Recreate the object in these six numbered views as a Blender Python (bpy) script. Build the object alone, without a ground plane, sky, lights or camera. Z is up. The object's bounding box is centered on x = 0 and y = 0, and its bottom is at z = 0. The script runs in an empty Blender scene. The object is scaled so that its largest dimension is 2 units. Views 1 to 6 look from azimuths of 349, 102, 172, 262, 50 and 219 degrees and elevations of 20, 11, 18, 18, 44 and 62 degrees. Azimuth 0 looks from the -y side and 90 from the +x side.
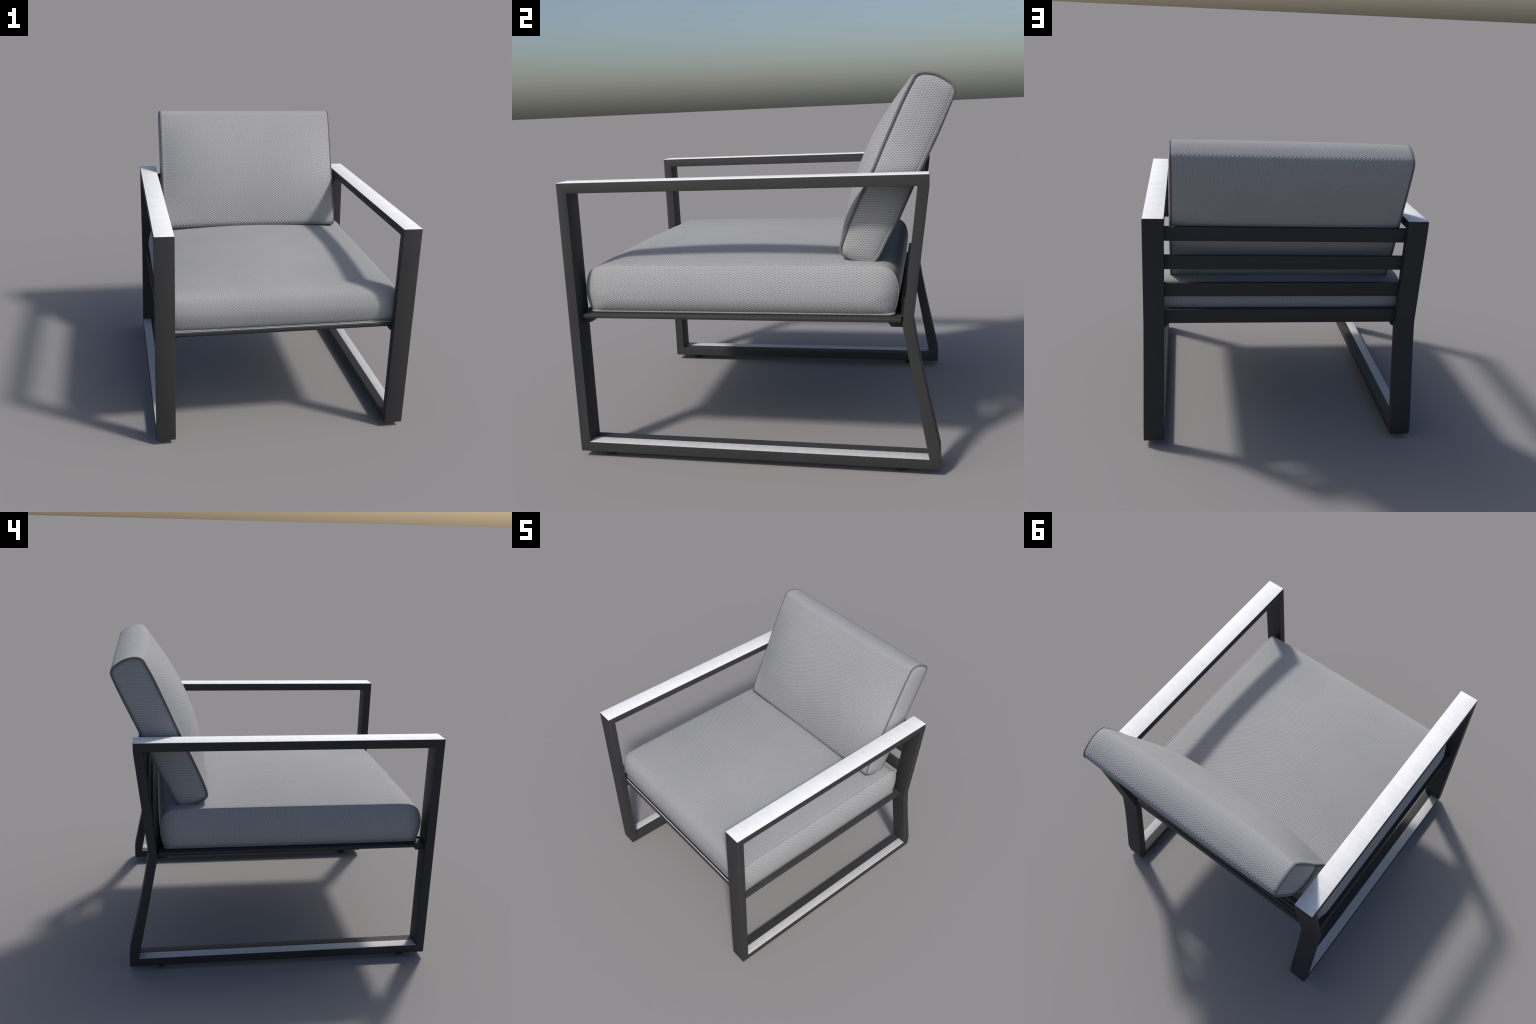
"""Lounge armchair: two closed-loop metal side frames, slatted back,
thin seat deck and two mesh-fabric cushions."""
import bpy, bmesh, math
from math import sin, cos, pi, radians
from mathutils import Matrix, Vector

# ------------------------------------------------------------------ helpers
def link(obj, parent=None):
    bpy.context.scene.collection.objects.link(obj)
    if parent is not None:
        obj.parent = parent
    return obj

def mesh_object(name, bm, mat, parent, smooth_angle=None):
    bmesh.ops.recalc_face_normals(bm, faces=bm.faces)
    me = bpy.data.meshes.new(name)
    bm.to_mesh(me)
    bm.free()
    me.materials.append(mat)
    if smooth_angle is not None:
        me.shade_smooth()
        me.set_sharp_from_angle(angle=radians(smooth_angle))
    return link(bpy.data.objects.new(name, me), parent)

def bevel(bm, width, segments=3, min_angle=20):
    bmesh.ops.recalc_face_normals(bm, faces=bm.faces)
    bm.normal_update()
    edges = [e for e in bm.edges if len(e.link_faces) == 2
             and e.calc_face_angle(0) > radians(min_angle)]
    bmesh.ops.bevel(bm, geom=edges, offset=width, offset_type='OFFSET',
                    segments=segments, profile=0.5, affect='EDGES',
                    clamp_overlap=True)

def box(bm, x0, x1, y0, y1, z0, z1):
    v = [bm.verts.new((x, y, z)) for x in (x0, x1) for y in (y0, y1) for z in (z0, z1)]
    for f in ((0, 1, 3, 2), (4, 6, 7, 5), (0, 4, 5, 1), (2, 3, 7, 6), (0, 2, 6, 4), (1, 5, 7, 3)):
        bm.faces.new([v[i] for i in f])

def prism(bm, poly_yz, x0, x1):
    a = [bm.verts.new((x0, y, z)) for y, z in poly_yz]
    b = [bm.verts.new((x1, y, z)) for y, z in poly_yz]
    n = len(a)
    bm.faces.new(a)
    bm.faces.new(b[::-1])
    for i in range(n):
        j = (i + 1) % n
        bm.faces.new((a[i], b[i], b[j], a[j]))

def closed_spline(ctrl, n):
    """Closed centripetal-like Catmull-Rom through ctrl, resampled by length."""
    P = [Vector(p) for p in ctrl]
    m = len(P)
    pts = []
    for i in range(m):
        p0, p1, p2, p3 = P[i - 1], P[i], P[(i + 1) % m], P[(i + 2) % m]
        t1 = (p1 - p0).length ** 0.5
        t2 = t1 + (p2 - p1).length ** 0.5
        t3 = t2 + (p3 - p2).length ** 0.5
        for k in range(40):
            t = t1 + (t2 - t1) * k / 40
            a1 = p0 * ((t1 - t) / t1) + p1 * (t / t1)
            a2 = p1 * ((t2 - t) / (t2 - t1)) + p2 * ((t - t1) / (t2 - t1))
            a3 = p2 * ((t3 - t) / (t3 - t2)) + p3 * ((t - t2) / (t3 - t2))
            b1 = a1 * ((t2 - t) / t2) + a2 * (t / t2)
            b2 = a2 * ((t3 - t) / (t3 - t1)) + a3 * ((t - t1) / (t3 - t1))
            pts.append(b1 * ((t2 - t) / (t2 - t1)) + b2 * ((t - t1) / (t2 - t1)))
    L = [0.0]
    for i in range(len(pts)):
        L.append(L[-1] + (pts[(i + 1) % len(pts)] - pts[i]).length)
    out, j = [], 0
    for k in range(n):
        d = L[-1] * k / n
        while L[j + 1] < d:
            j += 1
        f = (d - L[j]) / max(L[j + 1] - L[j], 1e-9)
        out.append(pts[j].lerp(pts[(j + 1) % len(pts)], f))
    return out

def normals2d(P):
    n = len(P)
    area = sum(P[i].x * P[(i + 1) % n].y - P[(i + 1) % n].x * P[i].y for i in range(n))
    s = 1 if area > 0 else -1
    N = []
    for i in range(n):
        t = (P[(i + 1) % n] - P[i - 1]).normalized()
        N.append(Vector((t.y, -t.x)) * s)
    return N

def bridge(bm, A, B):
    n = len(A)
    for i in range(n):
        j = (i + 1) % n
        bm.faces.new((A[i], A[j], B[j], B[i]))

def shrunk(ring, centre, long_axis, thin_axis, s, half_long, half_thin):
    """Ring drawn in towards its long middle line by the same distance all round."""
    k = 1 - (1 - s) * half_thin / half_long
    out = []
    for p in ring:
        d = p - centre
        out.append(centre + long_axis * d.dot(long_axis) * k + thin_axis * d.dot(thin_axis) * s)
    return out

def cushion_mesh(prof, half_w, r_edge, bulge, end, end_puff=0.0, nx=48):
    """Loft of a closed (y, z) profile along x; end = (centre, long, thin, half sizes)."""
    N = normals2d(prof)
    n = len(prof)
    X0 = half_w - r_edge
    sections = []                                   # (x, [2d points])
    for i in range(nx + 1):
        x = -X0 + 2 * X0 * i / nx
        sections.append((x, [p + bulge(p, q, x / X0) for p, q in zip(prof, N)]))
    tail = []
    if r_edge > 0:
        for k in range(1, 7):
            a = k / 6 * pi / 2
            inset = r_edge * (1 - cos(a))
            tail.append((X0 + r_edge * sin(a), [p - q * inset for p, q in zip(prof, N)]))
    last = tail[-1][1] if tail else prof
    for s in (0.996, 0.985, 0.965, 0.935, 0.89, 0.83, 0.75, 0.65, 0.53, 0.40, 0.26, 0.12):
        tail.append((half_w + end_puff * (1 - s ** 2) ** 0.80, shrunk(last, *end[:3], s, *end[3:])))
    full = [(-x, P) for x, P in reversed(tail)] + sections + tail
    bm = bmesh.new()
    rings = [[bm.verts.new((x, p.x, p.y)) for p in P] for x, P in full]
    for A, B in zip(rings, rings[1:]):
        bridge(bm, A, B)
    bm.faces.new(rings[0])
    bm.faces.new(rings[-1])
    bmesh.ops.triangulate(bm, faces=[f for f in bm.faces if len(f.verts) > 4])
    return bm

def tube_mesh(path, radius, sides=10, bm=None, squash=1.0):
    """Closed round cord along 3D points."""
    bm = bm or bmesh.new()
    n = len(path)
    axis = sum((path[i].cross(path[(i + 1) % n]) for i in range(n)), Vector((0, 0, 0)))
    c = sum(path, Vector((0, 0, 0))) / n
    axis = sum(((path[i] - c).cross(path[(i + 1) % n] - c) for i in range(n)), Vector((0, 0, 0))).normalized()
    rings = []
    for i in range(n):
        t = (path[(i + 1) % n] - path[i - 1]).normalized()
        u = t.cross(axis).normalized()
        rings.append([bm.verts.new(path[i] + (u * cos(a) * squash + axis * sin(a)) * radius)
                      for a in (2 * pi * k / sides for k in range(sides))])
    for i in range(n):
        bridge(bm, rings[i], rings[(i + 1) % n])
    return bm

# ---------------------------------------------------------------- materials
class Nodes:
    def __init__(self, name):
        self.mat = bpy.data.materials.new(name)
        self.mat.use_nodes = True
        self.t = self.mat.node_tree
        self.bsdf = self.t.nodes["Principled BSDF"]
    def new(self, kind, **kw):
        n = self.t.nodes.new(kind)
        for k, v in kw.items():
            setattr(n, k, v)
        return n
    def put(self, sock, v):
        if isinstance(v, bpy.types.NodeSocket):
            self.t.links.new(v, sock)
        else:
            sock.default_value = v
    def math(self, op, a, b=0.0, c=0.0):
        n = self.new("ShaderNodeMath", operation=op)
        for s, v in zip(n.inputs, (a, b, c)):
            self.put(s, v)
        return n.outputs[0]
    def ramp(self, fac, stops):
        n = self.new("ShaderNodeValToRGB")
        e = n.color_ramp.elements
        while len(e) < len(stops):
            e.new(0.5)
        for el, (p, c) in zip(e, stops):
            el.position = p
            el.color = (*c, 1)
        self.put(n.inputs[0], fac)
        return n.outputs[0]
    def noise(self, vec, scale, detail=3, rough=0.5):
        n = self.new("ShaderNodeTexNoise")
        self.put(n.inputs["Vector"], vec)
        n.inputs["Scale"].default_value = scale
        n.inputs["Detail"].default_value = detail
        n.inputs["Roughness"].default_value = rough
        return n.outputs["Fac"]
    def mixc(self, fac, a, b, mode='MIX'):
        n = self.new("ShaderNodeMix", data_type='RGBA', blend_type=mode)
        self.put(n.inputs[0], fac)
        self.put(n.inputs[6], a)
        self.put(n.inputs[7], b)
        return n.outputs[2]
    def bump(self, height, strength, dist):
        n = self.new("ShaderNodeBump")
        n.inputs["Strength"].default_value = strength
        n.inputs["Distance"].default_value = dist
        self.put(n.inputs["Height"], height)
        self.put(self.bsdf.inputs["Normal"], n.outputs[0])

def fabric(name, lean, thread, hole, pitch=(0.0255, 0.0122)):
    """Mesh knit: staggered dashes following the cloth round the cushion."""
    m = Nodes(name)
    co = m.new("ShaderNodeTexCoord").outputs["Object"]
    rot = m.new("ShaderNodeVectorRotate", rotation_type='X_AXIS')
    m.put(rot.inputs["Vector"], co)
    rot.inputs["Angle"].default_value = lean
    sep = m.new("ShaderNodeSeparateXYZ")
    m.put(sep.inputs[0], rot.outputs[0])
    x, y, z = sep.outputs
    nrm = m.new("ShaderNodeSeparateXYZ")
    m.put(nrm.inputs[0], m.new("ShaderNodeNewGeometry").outputs["Normal"])
    side = m.math('GREATER_THAN', m.math('ABSOLUTE', nrm.outputs[0]), 0.62)
    rear = m.math('GREATER_THAN', m.math('MULTIPLY_ADD', nrm.outputs[1], cos(lean),
                                         m.math('MULTIPLY', nrm.outputs[2], -sin(lean))), 0.40)
    mix = lambda a, b: m.math('ADD', m.math('MULTIPLY', a, m.math('SUBTRACT', 1.0, side)),
                              m.math('MULTIPLY', b, side))
    u = mix(x, y)
    wrap = m.math('MULTIPLY_ADD', y, m.math('SUBTRACT', 1.0, rear), z)
    s = mix(wrap, z)
    cu = m.math('COSINE', m.math('MULTIPLY', u, 2 * pi / pitch[0]))
    cs = m.math('COSINE', m.math('MULTIPLY', s, 2 * pi / pitch[1]))
    knit = m.math('MULTIPLY_ADD', m.math('MULTIPLY', cu, cs), 0.5, 0.5)
    n1 = m.noise(co, 260, 2)
    n2 = m.noise(co, 3.0, 2)
    col = m.ramp(knit, [(0.16, hole), (0.52, thread)])
    col = m.mixc(1.0, col, m.ramp(n1, [(0.3, (0.93,) * 3), (0.7, (1.05,) * 3)]), 'MULTIPLY')
    col = m.mixc(1.0, col, m.ramp(n2, [(0.3, (0.975,) * 3), (0.7, (1.02,) * 3)]), 'MULTIPLY')
    m.put(m.bsdf.inputs["Base Color"], col)
    m.bsdf.inputs["Roughness"].default_value = 0.9
    m.bsdf.inputs["Specular IOR Level"].default_value = 0.15
    m.bump(knit, 0.35, 0.002)
    return m.mat

def powder_coat():
    m = Nodes("charcoal_powder_coat")
    co = m.new("ShaderNodeTexCoord").outputs["Object"]
    col = m.ramp(m.noise(co, 5, 4), [(0.3, (0.034, 0.0345, 0.0352)), (0.7, (0.0385, 0.039, 0.0398))])
    m.put(m.bsdf.inputs["Base Color"], col)
    m.bsdf.inputs["Roughness"].default_value = 0.6
    m.bsdf.inputs["Specular IOR Level"].default_value = 0.25
    m.bump(m.noise(co, 700, 2), 0.08, 0.0005)
    return m.mat

def baked_light_paint(name, level):  # near-white base colour holds the overhead light on the frame's top faces
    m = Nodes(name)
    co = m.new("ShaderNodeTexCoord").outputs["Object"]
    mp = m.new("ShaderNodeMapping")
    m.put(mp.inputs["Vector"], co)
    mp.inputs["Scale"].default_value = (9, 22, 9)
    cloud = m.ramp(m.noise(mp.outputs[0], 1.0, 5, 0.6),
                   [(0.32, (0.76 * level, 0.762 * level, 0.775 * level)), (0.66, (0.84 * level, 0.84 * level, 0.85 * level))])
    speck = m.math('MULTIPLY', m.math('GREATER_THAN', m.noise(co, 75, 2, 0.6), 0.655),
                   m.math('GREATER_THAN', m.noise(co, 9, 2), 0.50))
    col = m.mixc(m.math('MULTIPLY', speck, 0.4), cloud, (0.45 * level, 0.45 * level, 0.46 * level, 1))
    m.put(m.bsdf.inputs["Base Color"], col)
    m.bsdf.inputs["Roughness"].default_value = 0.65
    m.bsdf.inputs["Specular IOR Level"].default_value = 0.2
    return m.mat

def plain(name, c, rough):
    m = Nodes(name)
    co = m.new("ShaderNodeTexCoord").outputs["Object"]
    m.put(m.bsdf.inputs["Base Color"],
          m.ramp(m.noise(co, 60, 3), [(0.3, tuple(v * 0.9 for v in c)), (0.7, tuple(v * 1.1 for v in c))]))
    m.bsdf.inputs["Roughness"].default_value = rough
    m.bsdf.inputs["Specular IOR Level"].default_value = 0.2
    return m.mat

LEAN = radians(24.3)
METAL = powder_coat()
TOP_LIGHT = baked_light_paint("baked_top_light", 1.0)
DIM_TOP_LIGHT = baked_light_paint("baked_top_light_dim", 0.62)
RUBBER = plain("black_rubber", (0.02, 0.02, 0.02), 0.7)
THREAD, HOLE = (0.363, 0.367, 0.376), (0.220, 0.224, 0.231)
SEAT_CLOTH = fabric("seat_mesh_fabric", 0.0, THREAD, HOLE)
BACK_CLOTH = fabric("back_mesh_fabric", LEAN, THREAD, HOLE)
CORD = plain("dark_grey_cord", (0.14, 0.143, 0.149), 0.85)
WELT = plain("grey_welt_cord", (0.26, 0.264, 0.27), 0.85)

# ------------------------------------------------------------------- object
chair = link(bpy.data.objects.new("lounge_armchair", None))
chair["label"] = "grey cushioned lounge armchair with charcoal metal loop frame"
chair["category"] = "armchair"

X_IN, X_OUT = 0.7525, 0.883            # side frame tube, across
X_MID, X_HALF = (X_IN + X_OUT) / 2, (X_OUT - X_IN) / 2

# --- side frames: one bent flat tube, closed loop with a knee in the back leg
OUTER = [(-1.0, 0.034), (-1.0, 1.505), (0.875, 1.505), (0.875, 1.452),
         (0.7975, 0.798), (0.8235, 0.635), (0.8545, 0.472), (0.9275, 0.130), (0.928, 0.034)]
INNER = [(-0.945, 0.088), (-0.945, 1.451), (0.820, 1.451), (0.820, 1.450),
         (0.7448, 0.774), (0.7695, 0.635), (0.7995, 0.472), (0.8705, 0.0885), (0.8700, 0.088)]

def side_frame_mesh():
    bm = bmesh.new()
    lay = [[bm.verts.new((x, y, z)) for y, z in loop]
           for x in (-X_HALF, X_HALF) for loop in (OUTER, INNER)]
    o0, i0, o1, i1 = lay
    bridge(bm, o0, i0)
    bridge(bm, o1, i1)
    bridge(bm, o0, o1)
    bridge(bm, i0, i1)
    bmesh.ops.remove_doubles(bm, verts=bm.verts, dist=0.0015)
    bevel(bm, 0.0035, 3, 30)
    return bm

frame0 = mesh_object("side_frame", side_frame_mesh(), METAL, chair, 35)
frame0.location.x = X_MID
frame1 = link(frame0.copy(), chair)
frame1.location.x = -X_MID

def baked_light_strip(name, y0, y1, z, thick, parent_frames, width=None, mat=None):
    """Overhead light on an upper face, modelled as a pale strip; a narrower one lies along the outer edge."""
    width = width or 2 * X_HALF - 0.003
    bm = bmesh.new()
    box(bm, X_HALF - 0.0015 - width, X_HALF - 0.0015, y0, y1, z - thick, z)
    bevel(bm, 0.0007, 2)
    first = mesh_object(name, bm, mat or TOP_LIGHT, parent_frames[0], 35)
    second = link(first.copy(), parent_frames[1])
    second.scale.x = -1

baked_light_strip("armrest_baked_light", -0.998, 0.873, 1.5062, 0.004, (frame0, frame1))
baked_light_strip("foot_rail_baked_light", -0.9455, 0.8705, 0.0892, 0.004, (frame0, frame1), 0.066, DIM_TOP_LIGHT)  # outer half only: the painted light fades to shade inwards

# --- glides under the bottom rails
def glide_mesh():
    bm = bmesh.new()
    prof = [(0.0, 0.0), (0.022, 0.0), (0.030, 0.004), (0.0365, 0.014), (0.0365, 0.036), (0.0, 0.036)]
    seg = 32
    rings = [[bm.verts.new((r * cos(2 * pi * k / seg), r * sin(2 * pi * k / seg), z)) for k in range(seg)]
             for r, z in prof[1:5]]
    for A, B in zip(rings, rings[1:]):
        bridge(bm, A, B)
    bm.faces.new(rings[0])
    bm.faces.new(rings[-1])
    return bm

glide = mesh_object("glide_foot", glide_mesh(), RUBBER, frame0, 40)
glide.location = (0, -0.850, 0)
for fr, y in ((frame0, 0.730), (frame1, -0.850), (frame1, 0.730)):
    g = link(glide.copy(), fr)
    g.location = (0, y, 0)

# --- seat deck with raised front rail and little corner brackets
bm = bmesh.new()
box(bm, -0.851, 0.851, -0.9445, 0.7405, 0.7815, 0.8015)
bevel(bm, 0.004, 3)
deck = mesh_object("seat_deck", bm, METAL, chair, 35)

bm = bmesh.new()
box(bm, -0.7535, 0.7535, -0.9485, -0.925, 0.786, 0.8145)
bevel(bm, 0.008, 4)
rail = mesh_object("front_rail", bm, METAL, deck, 50)
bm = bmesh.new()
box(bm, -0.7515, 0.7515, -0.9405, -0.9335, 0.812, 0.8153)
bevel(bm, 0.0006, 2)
mesh_object("front_rail_baked_light", bm, DIM_TOP_LIGHT, rail, 35)  # lit line on the rail's rounded top, built as a thin box

def bracket_mesh(y0, y1, c):
    """Block with 45 degree chamfers on its free lower edges; y1 is the free end."""
    bm = bmesh.new()
    s = 1 if y1 > y0 else -1
    top, bot = 0.780, 0.7525
    T = [(-0.030, y0), (0.070, y0), (0.070, y1), (-0.030, y1)]
    B = [(-0.030 + c, y0), (0.070, y0), (0.070, y1 - s * c), (-0.030 + c, y1 - s * c)]
    vt = [bm.verts.new((x, y, top)) for x, y in T]
    vb = [bm.verts.new((x, y, bot)) for x, y in B]
    bm.faces.new(vt)
    bm.faces.new(vb)
    bridge(bm, vt, vb)
    bevel(bm, 0.002, 2)
    return bm

for y0, y1 in ((-0.947, -0.878), (0.748, 0.668)):
    b = mesh_object("corner_bracket", bracket_mesh(y0, y1, 0.022), METAL, deck, 35)
    b.location.x = 0.7535
    b2 = link(b.copy(), deck)
    b2.location.x = -0.7535
    b2.scale.x = -1

# --- four flat back slats following the lean of the back legs
def slat_rear(z):
    return 0.848 - 0.126 * (1.449 - z)
for z0, z1, depth in ((1.357, 1.4485, 0.0245), (1.167, 1.2595, 0.0245), (0.978, 1.0715, 0.0245), (0.789, 0.882, 0.040)):
    r0, r1 = (slat_rear(z0), slat_rear(z1)) if z0 > 0.9 else (0.773, 0.775)
    bm = bmesh.new()
    prism(bm, [(r0, z0), (r1, z1), (r1 - depth, z1 + 0.002), (r0 - depth, z0 + 0.002)], -0.7535, 0.7535)
    bevel(bm, 0.003, 3)
    mesh_object("back_slat", bm, METAL, chair, 35)

# --- seat cushion
seat_prof = closed_spline([
    (-0.880, 0.797), (-0.903, 0.812), (-0.921, 0.862), (-0.929, 0.930), (-0.917, 0.987),
    (-0.899, 1.022), (-0.866, 1.045), (-0.815, 1.054), (-0.600, 1.057), (-0.200, 1.058), (0.200, 1.058),
    (0.500, 1.057), (0.615, 1.055), (0.668, 1.045), (0.705, 1.012), (0.724, 0.950), (0.722, 0.890),
    (0.704, 0.825), (0.685, 0.800), (0.640, 0.795), (0.200, 0.7945), (-0.400, 0.7945), (-0.800, 0.795)], 220)

def seat_bulge(p, q, t):
    fx = 1 - abs(t) ** 1.85
    up = max(q.y, 0.0) if p.y > 0.93 else 0.0
    yy = (p.x + 0.10) / 0.83
    crown = 0.080 * up * max(0.0, 1 - abs(yy) ** 1.85) * fx
    edge = 1 - abs(t) ** 5
    return Vector((-0.010 * max(-q.x, 0) * edge + 0.007 * max(q.x, 0) * edge, crown))

SEAT_END = (Vector((-0.102, 0.897)), Vector((1, 0)), Vector((0, 1)), 0.826, 0.13)
seat = mesh_object("seat_cushion", cushion_mesh(seat_prof, 0.786, 0.0, seat_bulge, SEAT_END, 0.050, 60),
                   SEAT_CLOTH, chair, 180)

# bottom welt cord of the seat cushion
def rounded_rect(x1, y0, y1, r, z, seg=8):
    pts = []
    for cx, cy, a0 in ((x1 - r, y1 - r, 0), (-x1 + r, y1 - r, 90), (-x1 + r, y0 + r, 180), (x1 - r, y0 + r, 270)):
        for k in range(seg + 1):
            a = radians(a0 + 90 * k / seg)
            pts.append(Vector((cx + r * cos(a), cy + r * sin(a), z)))
    return pts
mesh_object("seat_welt", tube_mesh(rounded_rect(0.802, -0.910, 0.704, 0.03, 0.8095), 0.0065, 10), WELT, seat, 180)

# fine seam cord round each end panel of the seat cushion
SEAM = plain("grey_seam_cord", (0.30, 0.303, 0.31), 0.85)
seat_n = normals2d(seat_prof)
for sx in (1, -1):
    mesh_object("seat_seam", tube_mesh([Vector((sx * 0.7855, p.x - q.x * 0.002, p.y - q.y * 0.002))
                                        for p, q in zip(seat_prof, seat_n)], 0.0042, 8), SEAM, seat, 180)

# --- back cushion: leaning slab with a puffed front, piped side panels
edge_prof = [
    (0.438, 1.128), (0.4385, 1.108), (0.462, 1.088), (0.513, 1.067), (0.575, 1.0585), (0.600, 1.062), (0.6195, 1.083),
    (0.669, 1.180), (0.712, 1.260), (0.826, 1.509), (0.929, 1.730), (0.980, 1.848), (0.989, 1.877), (0.981, 1.904), (0.955, 1.927),
    (0.914, 1.951), (0.873, 1.963), (0.834, 1.9635), (0.812, 1.952), (0.797, 1.927), (0.759, 1.857), (0.685, 1.697),
    (0.602, 1.509), (0.526, 1.349), (0.459, 1.195)]
pipe_prof = closed_spline(edge_prof, 240)
pipe_n = normals2d(pipe_prof)
body_prof = [p + q * (0.006 + 0.004 * max(0.0, -q.x, q.y)) for p, q in zip(pipe_prof, pipe_n)]
UP = Vector((sin(LEAN), cos(LEAN)))            # along the back, bottom to top
FWD = Vector((-cos(LEAN), sin(LEAN)))          # out of the front face
FOOT = Vector((0.438, 1.115))
HEIGHT = 0.93

def lerp_table(tab, s):
    for (a, va), (b, vb) in zip(tab, tab[1:]):
        if s <= b:
            f = min(max((s - a) / (b - a), 0), 1)
            return va + (vb - va) * f
    return tab[-1][1]
PUFF = [(-0.1, 0.005), (0.0, 0.014), (0.1, 0.036), (0.25, 0.068), (0.42, 0.088), (0.55, 0.089),
        (0.68, 0.077), (0.80, 0.057), (0.90, 0.037), (1.0, 0.018), (1.1, 0.01)]
REAR_PUFF = [(0.0, 0.004), (0.1, 0.014), (0.2, 0.019), (0.35, 0.015), (0.5, 0.013), (0.7, 0.019), (0.88, 0.014), (1.0, 0.003)]
def puff_at(s):
    return sum(lerp_table(PUFF, s + d) for d in (-0.06, -0.03, 0, 0.03, 0.06)) / 5

def back_bulge(p, q, t):
    fx = max(0.0, 1 - abs(t) ** 3.5)
    s = (p - FOOT).dot(UP) / HEIGHT
    front = max(0.0, q.dot(FWD))
    rear = max(0.0, -q.dot(FWD))
    return FWD * (puff_at(s) * front ** 1.5 * fx) - FWD * (lerp_table(REAR_PUFF, min(max(s, 0), 1)) * rear * (1 - t ** 4))

BACK_W = 0.712
BACK_END = (sum(pipe_prof, Vector((0, 0))) / len(pipe_prof), UP, FWD, 0.48, 0.085)
back = mesh_object("back_cushion", cushion_mesh(body_prof, BACK_W, 0.013, back_bulge, BACK_END, -0.006, 56),
                   BACK_CLOTH, chair, 180)

def side_panel_mesh():
    bm = bmesh.new()
    start = [p - q * 0.003 for p, q in zip(pipe_prof, pipe_n)]
    V = []
    for s in (1.0, 0.985, 0.95, 0.90, 0.83, 0.74, 0.63, 0.50, 0.36, 0.20):
        R = shrunk(start, *BACK_END[:3], s, *BACK_END[3:])
        dx = -0.007 + 0.020 * (1 - s ** 2) ** 0.5
        V.append([bm.verts.new((dx, p.x, p.y)) for p in R])
    for A, B in zip(V, V[1:]):
        bridge(bm, A, B)
    bmesh.ops.triangulate(bm, faces=[bm.faces.new(V[-1])])
    return bm

panel = mesh_object("side_panel", side_panel_mesh(), BACK_CLOTH, back, 180)
panel.location.x = BACK_W
panel2 = mesh_object("side_panel", side_panel_mesh(), BACK_CLOTH, back, 180)
panel2.data.transform(Matrix.Scale(-1, 4, (1, 0, 0)))
panel2.data.flip_normals()
panel2.location.x = -BACK_W

cord_path = [p + q * 0.002 for p, q in zip(pipe_prof, pipe_n)]
for sx in (1, -1):
    mesh_object("piping", tube_mesh([Vector((sx * BACK_W, p.x, p.y)) for p in cord_path], 0.0066, 12, squash=1.1),
                CORD, back, 180)
